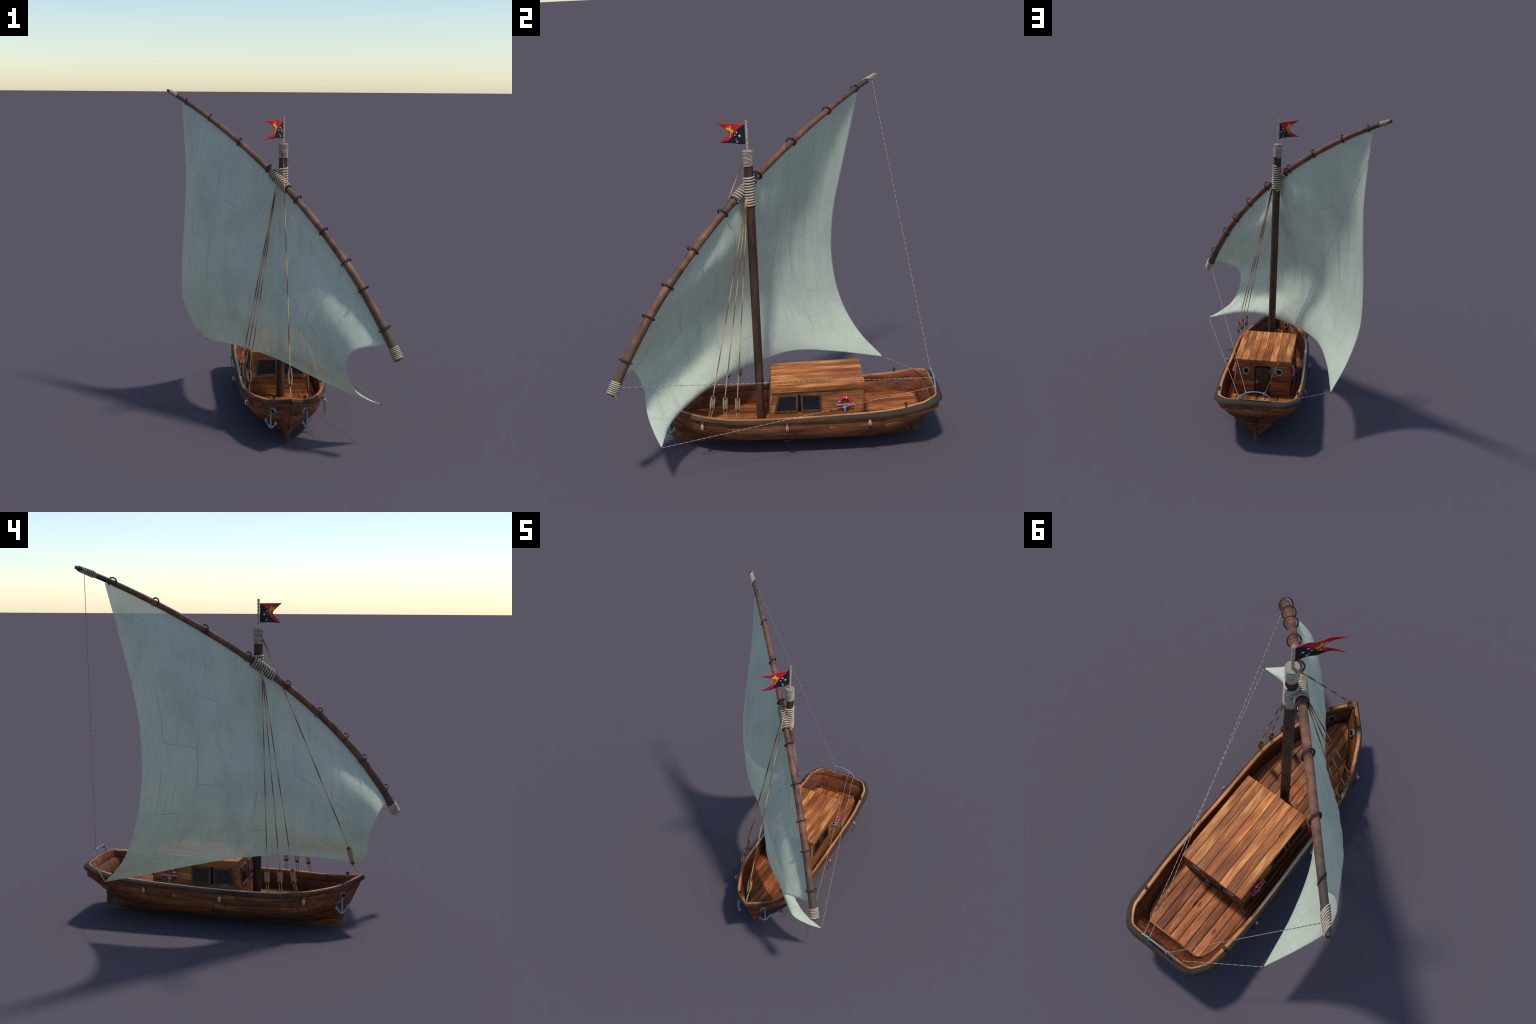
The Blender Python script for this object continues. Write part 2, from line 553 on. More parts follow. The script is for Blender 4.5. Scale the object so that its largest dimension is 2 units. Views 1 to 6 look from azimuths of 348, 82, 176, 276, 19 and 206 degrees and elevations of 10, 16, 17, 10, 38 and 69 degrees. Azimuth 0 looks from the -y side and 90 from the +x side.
edges = [0, 1.5, 2.7, 3.75, 4.75, 5.5, 6.2, 7.0]
butts = [[6.4], [4.2, 8.1], [2.1, 6.9], [1.55, 5.2, 8.6], [3.4, 7.6], [1.25, 2.6, 6.1], [4.6, 8.3]]
for k in range(len(edges) - 1):
    for side in (1, -1):
        cuts = [0] + [b + (.25 if side < 0 else 0) for b in butts[k]] + [smax]
        for c0, c1 in zip(cuts[:-1], cuts[1:]):
            n = max(8, int((c1 - c0) * 9))
            g = .012
            s = np.r_[c0 + .001, np.linspace(c0 + (g if c0 > 0 else .001), c1 - (g if c1 < smax else 0), n), c1 - (.001 if c1 < smax else 0)]
            d = .05
            l0, l1 = edges[k], edges[k + 1]
            l = np.r_[l0 + .008, l0 + .03, np.linspace(l0 + d + .02, l1 - d - .02, 7), l1 - .03, l1 - .008]
            P, Nn = hull_pt(s, l), hull_nrm(s, l)
            off = np.zeros((len(s), len(l)))
            off += .0006 * math.sin(k * 2.1 + c0)
            off[:, 0] = off[:, -1] = -.0045
            off[:, 1] = off[:, -2] = -.0008
            if c0 > 0:
                off[0] = -.0045
            if c1 < smax:
                off[-1] = -.0045
            Q = P + off[..., None] * Nn
            Q[..., 0] = np.maximum(Q[..., 0], .0)
            Build().grid(Q if side > 0 else Q * MIR, flip=side < 0).ob("hull_plank", hull_wood, hull, angle=60)

# stem post and keel: a slim timber following the centre line
stem = [(0, -.4805 - .445 * z, z) for z in np.linspace(.004, .296, 12)]
b = Build()
for y0, y1, z0, z1 in [(-.484, .857, .0, .008)]:
    b.box((0, (y0 + y1) / 2, .004), (.012, y1 - y0, .008))
b.ob("keel", hull_wood, hull, bevel=.002)
Build().tube(stem, .0036, 8).ob("stem_post", frame_wood, hull)

# ------------------------------------------------------------------ RAIL
R1 = A([(0, -.622, .314), (.07, -.553, .288), (.125, -.49, .2685), (.17, -.40, .254), (.20, -.33, .246), (.23, -.235, .2415),
        (.2495, -.14, .239), (.2565, .04, .238), (.258, .23, .241), (.262, .42, .249), (.262, .61, .257), (.254, .75, .267),
        (.245, .85, .283), (.236, .90, .293), (.20, .955, .305), (.165, .982, .31), (.08, .986, .314), (0, .987, .315)])
rail = resample(crom(R1, 16), 150)
tan = np.gradient(rail, axis=0)
outn = np.stack([tan[:, 1], -tan[:, 0], 0 * tan[:, 0]], 1)
outn /= np.linalg.norm(outn, axis=1)[:, None]
outn[0] = (.7, -.72, 0)
outn[-1] = (0, 1, 0)
yy = rail[:, 1]
prj = np.interp(yy, [-.62, -.3, .3, .7, .9, 1.], [.006, .010, .012, .018, .026, .030])
bh = np.interp(yy, [-.62, 0, .7, 1.], [.022, .022, .023, .026])


def ring_section(offs):
    """offs: list of (outward offset array, z offset array)"""
    return np.stack([rail + outn * o[:, None] + A([0, 0, 1]) * z[:, None] for o, z in offs], 1)


one = np.ones(len(rail))


def clampx(G):
    G = G.copy()
    G[..., 0] = np.maximum(G[..., 0], 0)
    return G


band = clampx(ring_section([(one * -.004, one * -.002), (one * .0, one * 0), (prj * .55, -bh * .22), (prj * .95, -bh * .6), (prj, -bh), (prj * .7, -bh - .003), (one * -.006, -bh - .003)]))
Build().grid(band).grid(band * MIR, flip=True).ob("rub_rail", band_mat, root, angle=50)
CW = np.interp(yy, [-.62, .86, .95, 1.], [.018, .018, .010, .009])
cap = clampx(ring_section([(one * -.001, one * -.012), (one * -.0012, one * .0005), (one * -.003, one * .0025), (-(CW - .003), one * .0025), (-CW, one * 0), (-CW, one * -.012)]))
Build().grid(cap).grid(cap * MIR, flip=True).ob("rail_cap", cap_wood, root, angle=50)

# ------------------------------------------------------------------ DECK
DY = A([-.60, -.556, -.45, -.3, 0, .3, .58, .92, 1.0])
DZ = A([.194, .182, .152, .132, .122, .135, .153, .177, .180])


def deck_z(y):
    return np.interp(y, DY, DZ)


# deck edge half width
EY = A([-.545, -.515, -.46, -.40, -.30, -.2, -.1, 0, .1, .3, .5, .6, .7, .8, .85, .885, .903])
EW = A([.0, .035, .078, .112, .160, .195, .213, .222, .226, .228, .226, .222, .213, .198, .182, .168, .145])


def deck_w(y):
    return np.interp(y, EY, EW)


# inner bulwark planking from the deck edge up to the rail
ic = ring_section([(-CW * .93, one * -.006)])[:, 0]
ic[:, 0] = np.maximum(ic[:, 0], 0)
# matching deck edge points: proportional station
edge_curve = [(w, y, deck_z(y)) for y, w in zip(EY, EW)] + [(.07, .905, deck_z(.905)), (0, .906, deck_z(.906))]
ec = crom(A(edge_curve), 10)
# pair by station so that planks stay upright along the sides
pairs = []
key_r = np.r_[ic[:, 1]]
iy = [-.596, -.50, -.40, -.30, -.2, 0, .3, .58, .74, .84, .885]
ey = [-.545, -.47, -.385, -.30, -.2, 0, .3, .58, .73, .815, .850]
iq, eq = [], []
imain = ic[:int(np.argmax(ic[:, 1] > .885))]
emain = ec[:int(np.argmax(ec[:, 1] > .850))]
for k in np.linspace(0, len(iy) - 1, 80):
    yi, ye = np.interp(k, range(len(iy)), iy), np.interp(k, range(len(ey)), ey)
    iq.append([np.interp(yi, imain[:, 1], imain[:, j]) for j in range(3)])
    eq.append([np.interp(ye, emain[:, 1], emain[:, j]) for j in range(3)])
itail = resample(ic[len(imain):], 24)
etail = resample(ec[len(emain):], 24)
iq = np.vstack([iq, itail])
eq = np.vstack([eq, etail])
eq[:, 2] -= .006
bul = empty("bulwark", root)
hs = [0, .72, 1.0]
for a, c in zip(hs[:-1], hs[1:]):
    for side in (1, -1):
        v = A([a + .001, a + .006, a + .02, (a + c) / 2, c - .02, c - .006, c - .001])
        G = eq[:, None] * (1 - v)[None, :, None] + iq[:, None] * v[None, :, None]
        nn = np.cross(np.gradient(G, axis=0), np.gradient(G, axis=1))
        nn /= np.linalg.norm(nn, axis=-1)[..., None] + 1e-9
        inn = A([0, .2, .2]) - G
        nn *= np.where((nn * inn).sum(-1) < 0, -1, 1)[..., None]
        o = A([-.006, -.001, 0, 0, 0, -.0012, -.007])
        if a >= .65:
            o = o + .003
        o = o[None, :] * np.ones((len(G), 1)) - .003 * np.clip((G[:, :1, 1] - .90) / .05, 0, 1) * (a >= .65)
        G = G + (o[..., None] - .006 * np.sin(math.pi * v)[None, :, None] * np.clip((G[..., :1] - .06) / .10, 0, 1)) * nn
        G[..., 0] = np.maximum(G[..., 0], 0)
        Build().grid(G if side > 0 else G * MIR).ob("bulwark_plank", inner_wood, bul, angle=60)

# deck underlay + planks
deck = Build()
uy = np.linspace(-.543, .903, 60)
G = A([[(x * (deck_w(y) + .004), y, deck_z(y) - .004) for x in np.linspace(-1, 1, 5)] for y in uy])
deck = deck.grid(G).ob("deck", dark_gap, root)
pw = .0455
edges_x = [-.2245] + [pw * (i - 4.5) for i in range(10)] + [.2245]
for x0, x1 in zip(edges_x[:-1], edges_x[1:]):
    xs = np.linspace(x0 + .0012, x1 - .0012, 5)
    # y extent where the deck is wide enough for each x
    fy = np.linspace(-.545, .1, 300)
    by = np.linspace(.3, .905, 300)
    y0 = A([fy[np.argmax(deck_w(fy) >= abs(x))] for x in xs])
    y1 = []
    for x in xs:
        ok = by[deck_w(by) >= abs(x)]
        y1.append(ok[-1] if len(ok) else .31)
    y1 = A(y1)
    y1 = np.where(np.abs(xs) < .14, .905, y1)
    parts = [(0, 1)]
    t = np.linspace(0, 1, 48)
    P = []
    for j, x in enumerate(xs):
        y = y0[j] + (y1[j] - y0[j]) * t
        P.append(np.stack([0 * y + x, y, deck_z(y)], 1))
    P = A(P)                                            # 5 x 48
    lo = P.copy()
    lo[..., 2] -= .004
    Gd = np.concatenate([lo[:1], P[:1] - A([0, 0, .001]), P[:1] + A([.001, 0, 0]), P[1:-1], P[-1:] - A([.001, 0, 0]), P[-1:] - A([0, 0, .001]), lo[-1:]])
    Build().grid(Gd).ob("deck_plank", deck_wood, deck, angle=50)
# stern step board along the end of the deck
Build().box((0, .904, .181), (.285, .008, .014)).ob("stern_step", wall_wood_x, deck, bevel=.002)

# ------------------------------------------------------------------ CABIN
cab_b = {'fr': (.183, .046, .118), 'rr': (.183, .572, .152), 'rt': (.166, .568, .380), 'ft': (.166, .070, .370)}
WT = .005


def lerp(a, b, t):
    return A(a) + (A(b) - A(a)) * t


class Wall:
    """a planar-ish wall quad: p00 bottom-left, p10 bottom-right, p11 top-right, p01 top-left"""

    def __init__(self, p00, p10, p11, p01, out):
        self.c = [A(p, float) for p in (p00, p10, p11, p01)]
        n = np.cross(self.c[1] - self.c[0], self.c[3] - self.c[0])
        n /= np.linalg.norm(n)
        self.n = n if n @ A(out) > 0 else -n

    def at(self, u, v, off=0):
        a, b, c, d = self.c
        return (a * (1 - u) + b * u) * (1 - v) + (d * (1 - u) + c * u) * v + self.n * off

    def slab(self, quad, t0, t1):
        """quad: 4 (u,v) corners -> bevelled board between offsets"""
        B = Build()
        V = [self.at(u, v, t0) for u, v in quad] + [self.at(u, v, t1) for u, v in quad]
        n = len(quad)
        F = [tuple(range(n))[::-1], tuple(range(n, 2 * n))] + [(i, (i + 1) % n, n + (i + 1) % n, n + i) for i in range(n)]
        return B.add(V, F)

    def uv(self, p):
        """invert roughly by least squares"""
        u = v = .5
        for _ in range(12):
            r = self.at(u, v) - A(p)
            J = np.stack([(self.at(u + 1e-4, v) - self.at(u, v)) / 1e-4, (self.at(u, v + 1e-4) - self.at(u, v)) / 1e-4], 1)
            d = np.linalg.lstsq(J, -r, rcond=None)[0]
            u += d[0]
            v += d[1]
        return u, v


def m_(p):
    return A(p) * MIR


walls = {
    'right': Wall(cab_b['fr'], cab_b['rr'], cab_b['rt'], cab_b['ft'], (1, 0, 0)),
    'left': Wall(m_(cab_b['fr']), m_(cab_b['rr']), m_(cab_b['rt']), m_(cab_b['ft']), (-1, 0, 0)),
    'front': Wall(m_(cab_b['fr']), cab_b['fr'], cab_b['ft'], m_(cab_b['ft']), (0, -1, 0)),
    'back': Wall(m_(cab_b['rr']), cab_b['rr'], cab_b['rt'], m_(cab_b['rt']), (0, 1, 0)),
}
core = Build()
V = [cab_b['fr'], cab_b['rr'], m_(cab_b['rr']), m_(cab_b['fr']), cab_b['ft'], cab_b['rt'], m_(cab_b['rt']), m_(cab_b['ft'])]
V = A([A(v) * A([.985, 1, 1]) for v in V])
core.add(V, [(0, 1, 2, 3), (4, 5, 6, 7), (0, 1, 5, 4), (1, 2, 6, 5), (2, 3, 7, 6), (3, 0, 4, 7)])
cabin = core.ob("cabin", dark_gap, root, smooth=False)
for nm, w in walls.items():
    nb = 6 if nm in ('right', 'left') else 7
    ed = np.linspace(0, 1, nb + 1)
    for i in range(nb):
        v0, v1 = ed[i] + .003, ed[i + 1] - .003
        w.slab([(.0, v0), (1., v0), (1., v1), (.0, v1)], -.003, WT * .5 + .0006 * ((i * 7) % 3)).ob(
            "wall_plank", wall_wood_y if nm in ('right', 'left') else wall_wood_x, cabin, smooth=False, bevel=.0014)
# corner posts
for sx in (1, -1):
    for b0, b1 in ((cab_b['fr'], cab_b['ft']), (cab_b['rr'], cab_b['rt'])):
        Build().tube([A(b0) * A([sx, 1, 1]), A(b1) * A([sx, 1, 1])], .0065, 4).ob("corner_post", wall_wood_y, cabin, smooth=False)


def window(w, quad, fw=.011):
    """quad: 4 positions (rough); frame + dark pane"""
    q = A([w.uv(p) for p in quad])
    P = A([w.at(u, v, 0) for u, v in q])
    c = P.mean(0)
    inner = []
    for i in range(4):
        a, b, d = P[i - 1] - P[i], P[(i + 1) % 4] - P[i], 0
        a /= np.linalg.norm(a)
        b /= np.linalg.norm(b)
        s = np.linalg.norm(np.cross(a, b))
        inner.append(P[i] + (a + b) * fw / s)
    inner = A(inner)
    o = .009
    fr = Build()
    V = np.vstack([P, P + w.n * o, inner + w.n * o, inner])
    F = []
    for i in range(4):
        j = (i + 1) % 4
        F += [(i, j, 4 + j, 4 + i), (4 + i, 4 + j, 8 + j, 8 + i), (8 + i, 8 + j, 12 + j, 12 + i)]
    fr.add(V, F).ob("window_frame", frame_wood, cabin, smooth=False, bevel=.001)
    pb = Build()
    V = np.vstack([inner + w.n * .001, inner + w.n * .0055])
    pb.add(V, [(0, 1, 2, 3), (4, 5, 6, 7)] + [(i, (i + 1) % 4, 4 + (i + 1) % 4, 4 + i) for i in range(4)])
    pb.ob("window_pane", glass, cabin, smooth=False)


for sx, nm in ((1, 'right'), (-1, 'left')):
    X = .17 * sx
    w = walls[nm]
    window(w, [(X, .076, .241), (X, .208, .241), (X, .213, .343), (X, .106, .343)])
    window(w, [(X, .228, .242), (X, .341, .242), (X, .343, .344), (X, .228, .344)])
    # dark slot between the two panes
    q = [w.uv(p) for p in [(X, .209, .243), (X, .227, .243), (X, .227, .342), (X, .214, .342)]]
    w.slab(q, .001, .0045).ob("window_slot", black_mat, cabin, smooth=False)
wf = walls['front']
for sx in (1, -1):
    window(wf, [(.150 * sx, .06, .236), (.018 * sx, .06, .236), (.018 * sx, .065, .346), (.145 * sx, .065, .346)][::sx])

# rear wall: door, handle, hinges, portholes
wb = walls['back']
pts = [(-.05, .160)] + [(-.05, .345), (-.047, .352), (-.040, .355), (.040, .355), (.047, .352), (.05, .345)] + [(.05, .160)]
q = [wb.uv((x, .57, z)) for x, z in pts]
wb.slab(q, .001, .0062).ob("door_surround", black_mat, cabin, smooth=False)
for i in range(5):
    x0, x1 = -.044 + .0176 * i, -.044 + .0176 * (i + 1)
    tz = .342 if i in (0, 4) else .346
    q = [wb.uv((x, .57, z)) for x, z in [(x0 + .0005, .163), (x1 - .0005, .163), (x1 - .0005, tz), (x0 + .0005, tz)]]
    wb.slab(q, .004, .0085).ob("door", door_wood, cabin, smooth=False, bevel=.0008)
h = Build()
h.box(wb.at(*wb.uv((.036, .57, .247)), .010), (.008, .004, .022)).box(wb.at(*wb.uv((.028, .57, .249)), .016), (.024, .004, .005))
h.box(wb.at(*wb.uv((.036, .57, .249)), .013), (.005, .010, .005))
h.ob("door_handle", steel, cabin, smooth=False, bevel=.001)
for z in (.322, .197):
    Build().box(wb.at(*wb.uv((-.047, .57, z)), .009), (.004, .006, .022)).ob("door_hinge", steel, cabin, smooth=False, bevel=.001)
for sx in (1, -1):
    c = wb.at(*wb.uv((.105 * sx, .57, .320)), .003)
    Build().lathe([(.0165, 0), (.0225, 0), (.0235, .005), (.0215, .009), (.0175, .009), (.0165, .004)], c, wb.n, 28).ob("porthole_rim", porthole_mat, cabin)
    Build().lathe([(.018, 0), (.018, .0045)], c, wb.n, 28).ob("porthole_glass", glass, cabin)

# roof
roof = Build().box((0, 0, -.006), (.352, .516, .020)).ob("cabin_roof", dark_gap, root, smooth=False)
roof.location = (0, .3250, .3828)
roof.rotation_euler = (math.radians(1.35), 0, 0)
nr = 8
rx = np.linspace(-.181, .181, nr + 1)
for i in range(nr):
    Build().box(((rx[i] + rx[i + 1]) / 2, .0008 * (i % 3 - 1), .0062 + .0005 * (i % 2)), (rx[i + 1] - rx[i] - .0022, .519, .009)).ob(
        "roof_plank", roof_wood, roof, smooth=False, bevel=.0013)
for x in (-.178, .178):
    Build().box((x, 0, -.0075), (.006, .522, .019)).ob("roof_fascia", wall_wood_y, roof, smooth=False, bevel=.001)
for y in (-.2565, .2565):
    Build().box((0, y, -.0075), (.350, .006, .019)).ob("roof_fascia", wall_wood_x, roof, smooth=False, bevel=.001)

# ------------------------------------------------------------------ MAST
zz = np.linspace(.118, 1.684, 40)
mast = Build().tube(np.stack([0 * zz, 0 * zz, zz], 1), np.interp(zz, [.118, 1.2, 1.684], [.0238, .0242, .0250]), 24).ob("mast", mast_wood, root)


def helix(path_fn, turns, r_fn, n=28):
    t = np.linspace(0, 1, int(turns * n) + 1)
    out = []
    for x in t:
        p, e, g = path_fn(x)
        a = 2 * math.pi * turns * x
        out.append(p + r_fn(x) * (math.cos(a) * e + math.sin(a) * g))
    return A(out)


def lashing(name, p0, p1, r0, r1, turns, rope, parent, core=True, endcap=False, profile=None):
    p0, p1 = A(p0, float), A(p1, float)
    ax = (p1 - p0) / np.linalg.norm(p1 - p0)
    e = np.cross(ax, [0, 0, 1] if abs(ax[2]) < .9 else [1, 0, 0])
    e /= np.linalg.norm(e)
    g = np.cross(ax, e)
    prof = profile or (lambda t: r0 + (r1 - r0) * t)
    H = helix(lambda t: (p0 + (p1 - p0) * t, e, g), turns, prof)
    o = Build().tube(H, rope, 8).ob(name, lash_mat, parent)
    t = np.linspace(0, 1, 14)
    Build().tube(p0 + (p1 - p0) * t[:, None], [prof(x) - rope * .05 for x in t], 24).ob("lashing_core", lash_end_mat if endcap else lash_core_mat, parent)
    return o


lashing("mast_lashing", (0, 0, 1.599), (0, 0, 1.682), .0272, .0272, 12, .0023, mast)
lashing("mast_lashing", (0, 0, 1.379), (0, 0, 1.543), .0268, .0270, 11, .0051, mast)
Build().lathe([(.0275, 0), (.0285, .002), (.0275, .004)], (0, 0, 1.681), (0, 0, 1), 28).ob("mast_cap", lash_end_mat, mast)

# flag staff: two laid strands
t = np.linspace(0, 1, 160)
staff = Build()
for ph in (0, math.pi):
    a = ph + 2 * math.pi * 4.5 * t
    staff.tube(np.stack([.0026 * np.cos(a), .0026 * np.sin(a), 1.683 + .162 * t], 1), .0046, 10)
staff = staff.ob("flag_staff", lash_mat, root)
Build().lathe([(.0055, 0), (.0055, .003)], (0, 0, 1.8435), (0, 0, 1), 14).ob("staff_cap", lash_end_mat, staff)

# ------------------------------------------------------------------ FLAG
fdir = A([-.128, -.152, 0])
flen = np.linalg.norm(fdir)
fdir /= flen
fper = boat(A([.685, -.73, 0]) + FOOT)     # sideways wave direction


def flag_pt(u, v, off=0.):
    w = np.interp(u, [0, .12, .24, .40, .51, .63, .75, .88, 1.], [0, .0075, .0112, .0070, .0100, .0160, .0145, .0075, 0])
    w += .0035 * math.sin(3 * v + 4 * u) * u
    z = 1.718 + .105 * v + .004 * math.sin(5 * u) * u * (1 - v)
    p = A([-.003, -.009, 0]) + fdir * flen * u
    dw = (np.interp(u + .02, [0, .12, .24, .40, .51, .63, .75, .88, 1.], [0, .0075, .0112, .0070, .0100, .0160, .0145, .0075, 0]) - w)
    return A([p[0], p[1], z]) + fper * (w + off)


def u_end(v):
    return .53 + .47 * abs(2 * v - 1) ** 1.7


US = ([0, .03, .1, .3, .5, .7, .85, 1.], [.92, .74, .58, .44, .36, .25, .12, .0])


def u_split(v):
    return np.interp(v, *US)


vs = np.r_[0, .015, np.linspace(.04, 1, 34)]
red, blk = [], []
for v in vs:
    a, b = u_split(v), u_end(v)
    red.append([flag_pt(a + (b - a) * x, v) for x in np.linspace(0, 1, 24)])
    blk.append([flag_pt(a * x, v) for x in np.linspace(0, 1, 24)])
flag = Build().grid(A(red)).ob("flag", flag_red, root, solid=.0012)
Build().grid(A(blk)).ob("flag_dark_field", flag_black, flag, solid=.0012)


def emblem(name, outline, mat):
    """flat outline in flag (u,v) space laid proud on both faces of the flag"""
    from mathutils.geometry import tessellate_polygon
    pts = A(outline)
    tri = tessellate_polygon([[Vector((p[0], p[1], 0)) for p in outline]])
    for off in (.0016, -.0016):
        V = [flag_pt(u, v, off) for u, v in pts] + [flag_pt(u, v, off * .4) for u, v in pts]
        n = len(pts)
        F = [tuple(t) for t in tri] + [(i, (i + 1) % n, n + (i + 1) % n, n + i) for i in range(n)]
        Build().add(V, F).ob(name, mat, flag, smooth=False)


ASP = .105 / flen     # v unit relative to u unit


def star(cu, cv, r):
    o = []
    for i in range(10):
        a = math.pi / 2 + i * math.pi / 5
        q = r if i % 2 == 0 else r * .42
        o.append((cu + q * math.cos(a), cv + q * math.sin(a) / ASP))
    emblem("flag_star", o, flag_white)


for cu, cv, r in ((.15, .42, .042), (.25, .58, .036), (.315, .43, .026), (.27, .22, .018), (.235, .11, .030)):
    star(cu, cv, r)
# stylised flying bird: body with spread tail plumes and trailing streamers
bird = [(.36, .60), (.40, .64), (.41, .72), (.445, .70), (.46, .76), (.475, .90), (.515, .83), (.52, .75), (.57, .80), (.625, .76), (.605, .70), (.55, .66),
        (.505, .62), (.47, .605), (.475, .50), (.485, .42), (.47, .38), (.50, .34), (.515, .30), (.495, .29), (.47, .335), (.455, .40), (.455, .50), (.45, .575),
        (.435, .50), (.415, .46), (.405, .53), (.39, .57)]
emblem("flag_bird", bird, flag_yellow)

# ------------------------------------------------------------------ YARD
YW = A([(.5072, -.9077, .5611), (.4891, -.8791, .6157), (.4527, -.8213, .7158), (.37, -.6878, .9096), (.3021, -.5769, 1.0447), (.2147, -.4331, 1.1968),
        (.1029, -.2487, 1.3648), (-.0256, -.0371, 1.531), (-.1579, .1795, 1.6789), (-.3001, .4101, 1.816), (-.4232, .6076, 1.9187), (-.5248, .7686, 1.9905)])
yc = resample(crom(boat(YW), 16), 160)
yt = np.linspace(0, 1, 160)


def yard_r(t):
    return np.interp(t, [0, .1, .3, .5, .7, .9, .955, .985, 1.], [.0245, .0245, .0215, .0190, .0175, .0148, .0138, .0105, .0085])


yard = Build().tube(yc, yard_r(yt), 20).ob("yard", yard_mat, root)


def yard_at(t):
    return A([np.interp(t, yt, yc[:, i]) for i in range(3)])


def yard_tan(t):
    d = yard_at(min(t + .01, 1)) - yard_at(max(t - .01, 0))
    return d / np.linalg.norm(d)


def yard_lash(t0, t1, turns, rope, extra=.0, tilt=0.):
    T = yard_tan((t0 + t1) / 2)
    e = np.cross(T, [0, 0, 1])
    e /= np.linalg.norm(e)
    g = np.cross(T, e)

    def fn(x):
        return yard_at(t0 + (t1 - t0) * x), e, g
    n = int(turns * 28) + 1
    t = np.linspace(0, 1, n)
    H = []
    for x in t:
        a = 2 * math.pi * turns * x
        tt = t0 + (t1 - t0) * x
        r = yard_r(tt) + rope * .45 + extra
        H.append(yard_at(np.clip(tt + tilt * math.cos(a), 0, 1)) + r * (math.cos(a) * e + math.sin(a) * g))
    Build().tube(A(H), rope, 8).ob("yard_lashing", lash_mat, yard)
    tt = np.linspace(t0, t1, 12)
    Build().tube(A([yard_at(x) for x in tt]), [yard_r(x) + extra + rope * .3 for x in tt], 20).ob("lashing_core", lash_core_mat, yard)


yl = np.linalg.norm(np.diff(yc, axis=0), axis=1).sum()
yard_lash(.002, .030, 7, .0034, .002)
yard_lash(.960, .992, 8, .0026, .0015, .006)
ti = int(np.argmin(np.abs(yc[:, 2] - 1.423)))
tj = int(np.argmin(np.abs(yc[:, 2] - 1.508)))
yard_lash(yt[ti] - .004, yt[tj] + .004, 10, .0042, .0075)

# parrel rings along the yard
RW = A([(-.425, .607, 1.918), (-.300, .410, 1.816), (-.155, .179, 1.682), (-.027, -.035, 1.527), (.100, -.251, 1.366), (.216, -.430, 1.195), (.303, -.579, 1.047),
        (.373, -.691, .913), (.446, -.816, .709)])
for i, p in enumerate(boat(RW)):
    k = int(np.argmin(np.linalg.norm(yc - p, axis=1)))
    T = yard_tan(yt[k])
    r = yard_r(yt[k])
    R = r * 1.36 + .002
    up = A([0, 0, 1.]) - T * T[2]
    up /= np.linalg.norm(up)
    sd = np.cross(T, up)
    tw = (.95, .55, .45, .40, .18, .12, .08, .10, .06)[i]
    sd2 = sd * math.cos(tw) + T * math.sin(tw)
    a = np.linspace(-math.pi * .80, math.pi * .97, 40) + (.25 if i % 2 else .1)
    path = yc[k] + up * (R * .13) + R * (np.cos(a)[:, None] * up + np.sin(a)[:, None] * sd2) + T * .0007 * a[:, None]
    Build().tube(path, .0041, 8).ob("parrel_ring", iron, yard)

# ------------------------------------------------------------------ SAIL
LEECH = A([[-.449, .640, 1.917], [-.4403, .5778, 1.6721], [-.4406, .519, 1.4313], [-.4589, .4686, 1.1785], [-.4787, .4586, .8995], [-.4672, .5026, .6391],
           [-.3871, .5919, .4407], [-.275, .719, .292]])
FOOTC = A([[.499, -.68, .238], [.3323, -.6164, .2942], [.1535, -.4514, .3543], [.0043, -.2423, .4018], [-.1278, -.0377, .4161], [-.2386, .178, .4048],
           [-.2775, .4317, .3552], [-.275, .719, .292]])
FORE = A([[.456, -.845, .63], [.3341, -.8138, .6152], [.2694, -.7826, .5729], [.268, -.7462, .473], [.3186, -.7393, .3539], [.405, -.7136, .2833], [.499, -.68, .238]])
LEECH, FOOTC, FORE = boat(LEECH), boat(FOOTC), boat(FORE)
# the luff hangs just under the yard, from the fore corner to the peak
LUFF = []
for k, t in enumerate(np.linspace(.040, .925, 25)):
    T = yard_tan(t)
    dn = -A([0, 0, 1.]) + T * T[2]
    LUFF.append(yard_at(t) + dn / np.linalg.norm(dn) * yard_r(t) * .7)
LUFF = A(LUFF)
wl = np.linspace(0, 1, 25)[:, None]
LUFF = LUFF + (FORE[0] - LUFF[0]) * np.clip(1 - wl / .10, 0, 1) ** 1.5 + (LEECH[0] - LUFF[-1]) * np.clip((wl - .90) / .10, 0, 1) ** 1.5
NS = 150
lu, fo, le, fr = (resample(crom(c, 24), NS) for c in (LUFF, FOOTC, LEECH, FORE))
U = np.linspace(0, 1, NS)[:, None, None]
Vv = np.linspace(0, 1, NS)[None, :, None]
coons = (1 - Vv) * lu[:, None] + Vv * fo[:, None] + (1 - U) * fr[None] + U * le[None] - (
    (1 - U) * (1 - Vv) * lu[0] + (1 - U) * Vv * fo[0] + U * (1 - Vv) * lu[-1] + U * Vv * fo[-1])
lee = boat(A([-.853, -.521, 0]) + FOOT)
amp = {(1, 1): -.136, (2, 1): -.0158, (1, 2): .0285, (2, 2): -.0109, (3, 1): .0159, (1, 3): -.037, (3, 2): .0237, (2, 3): -.0296, (4, 1): -.0131, (1, 4): .0079, (3, 3): -.0057}
belly = sum(a * np.sin(math.pi * i * U) * np.sin(math.pi * j * Vv) for (i, j), a in amp.items())
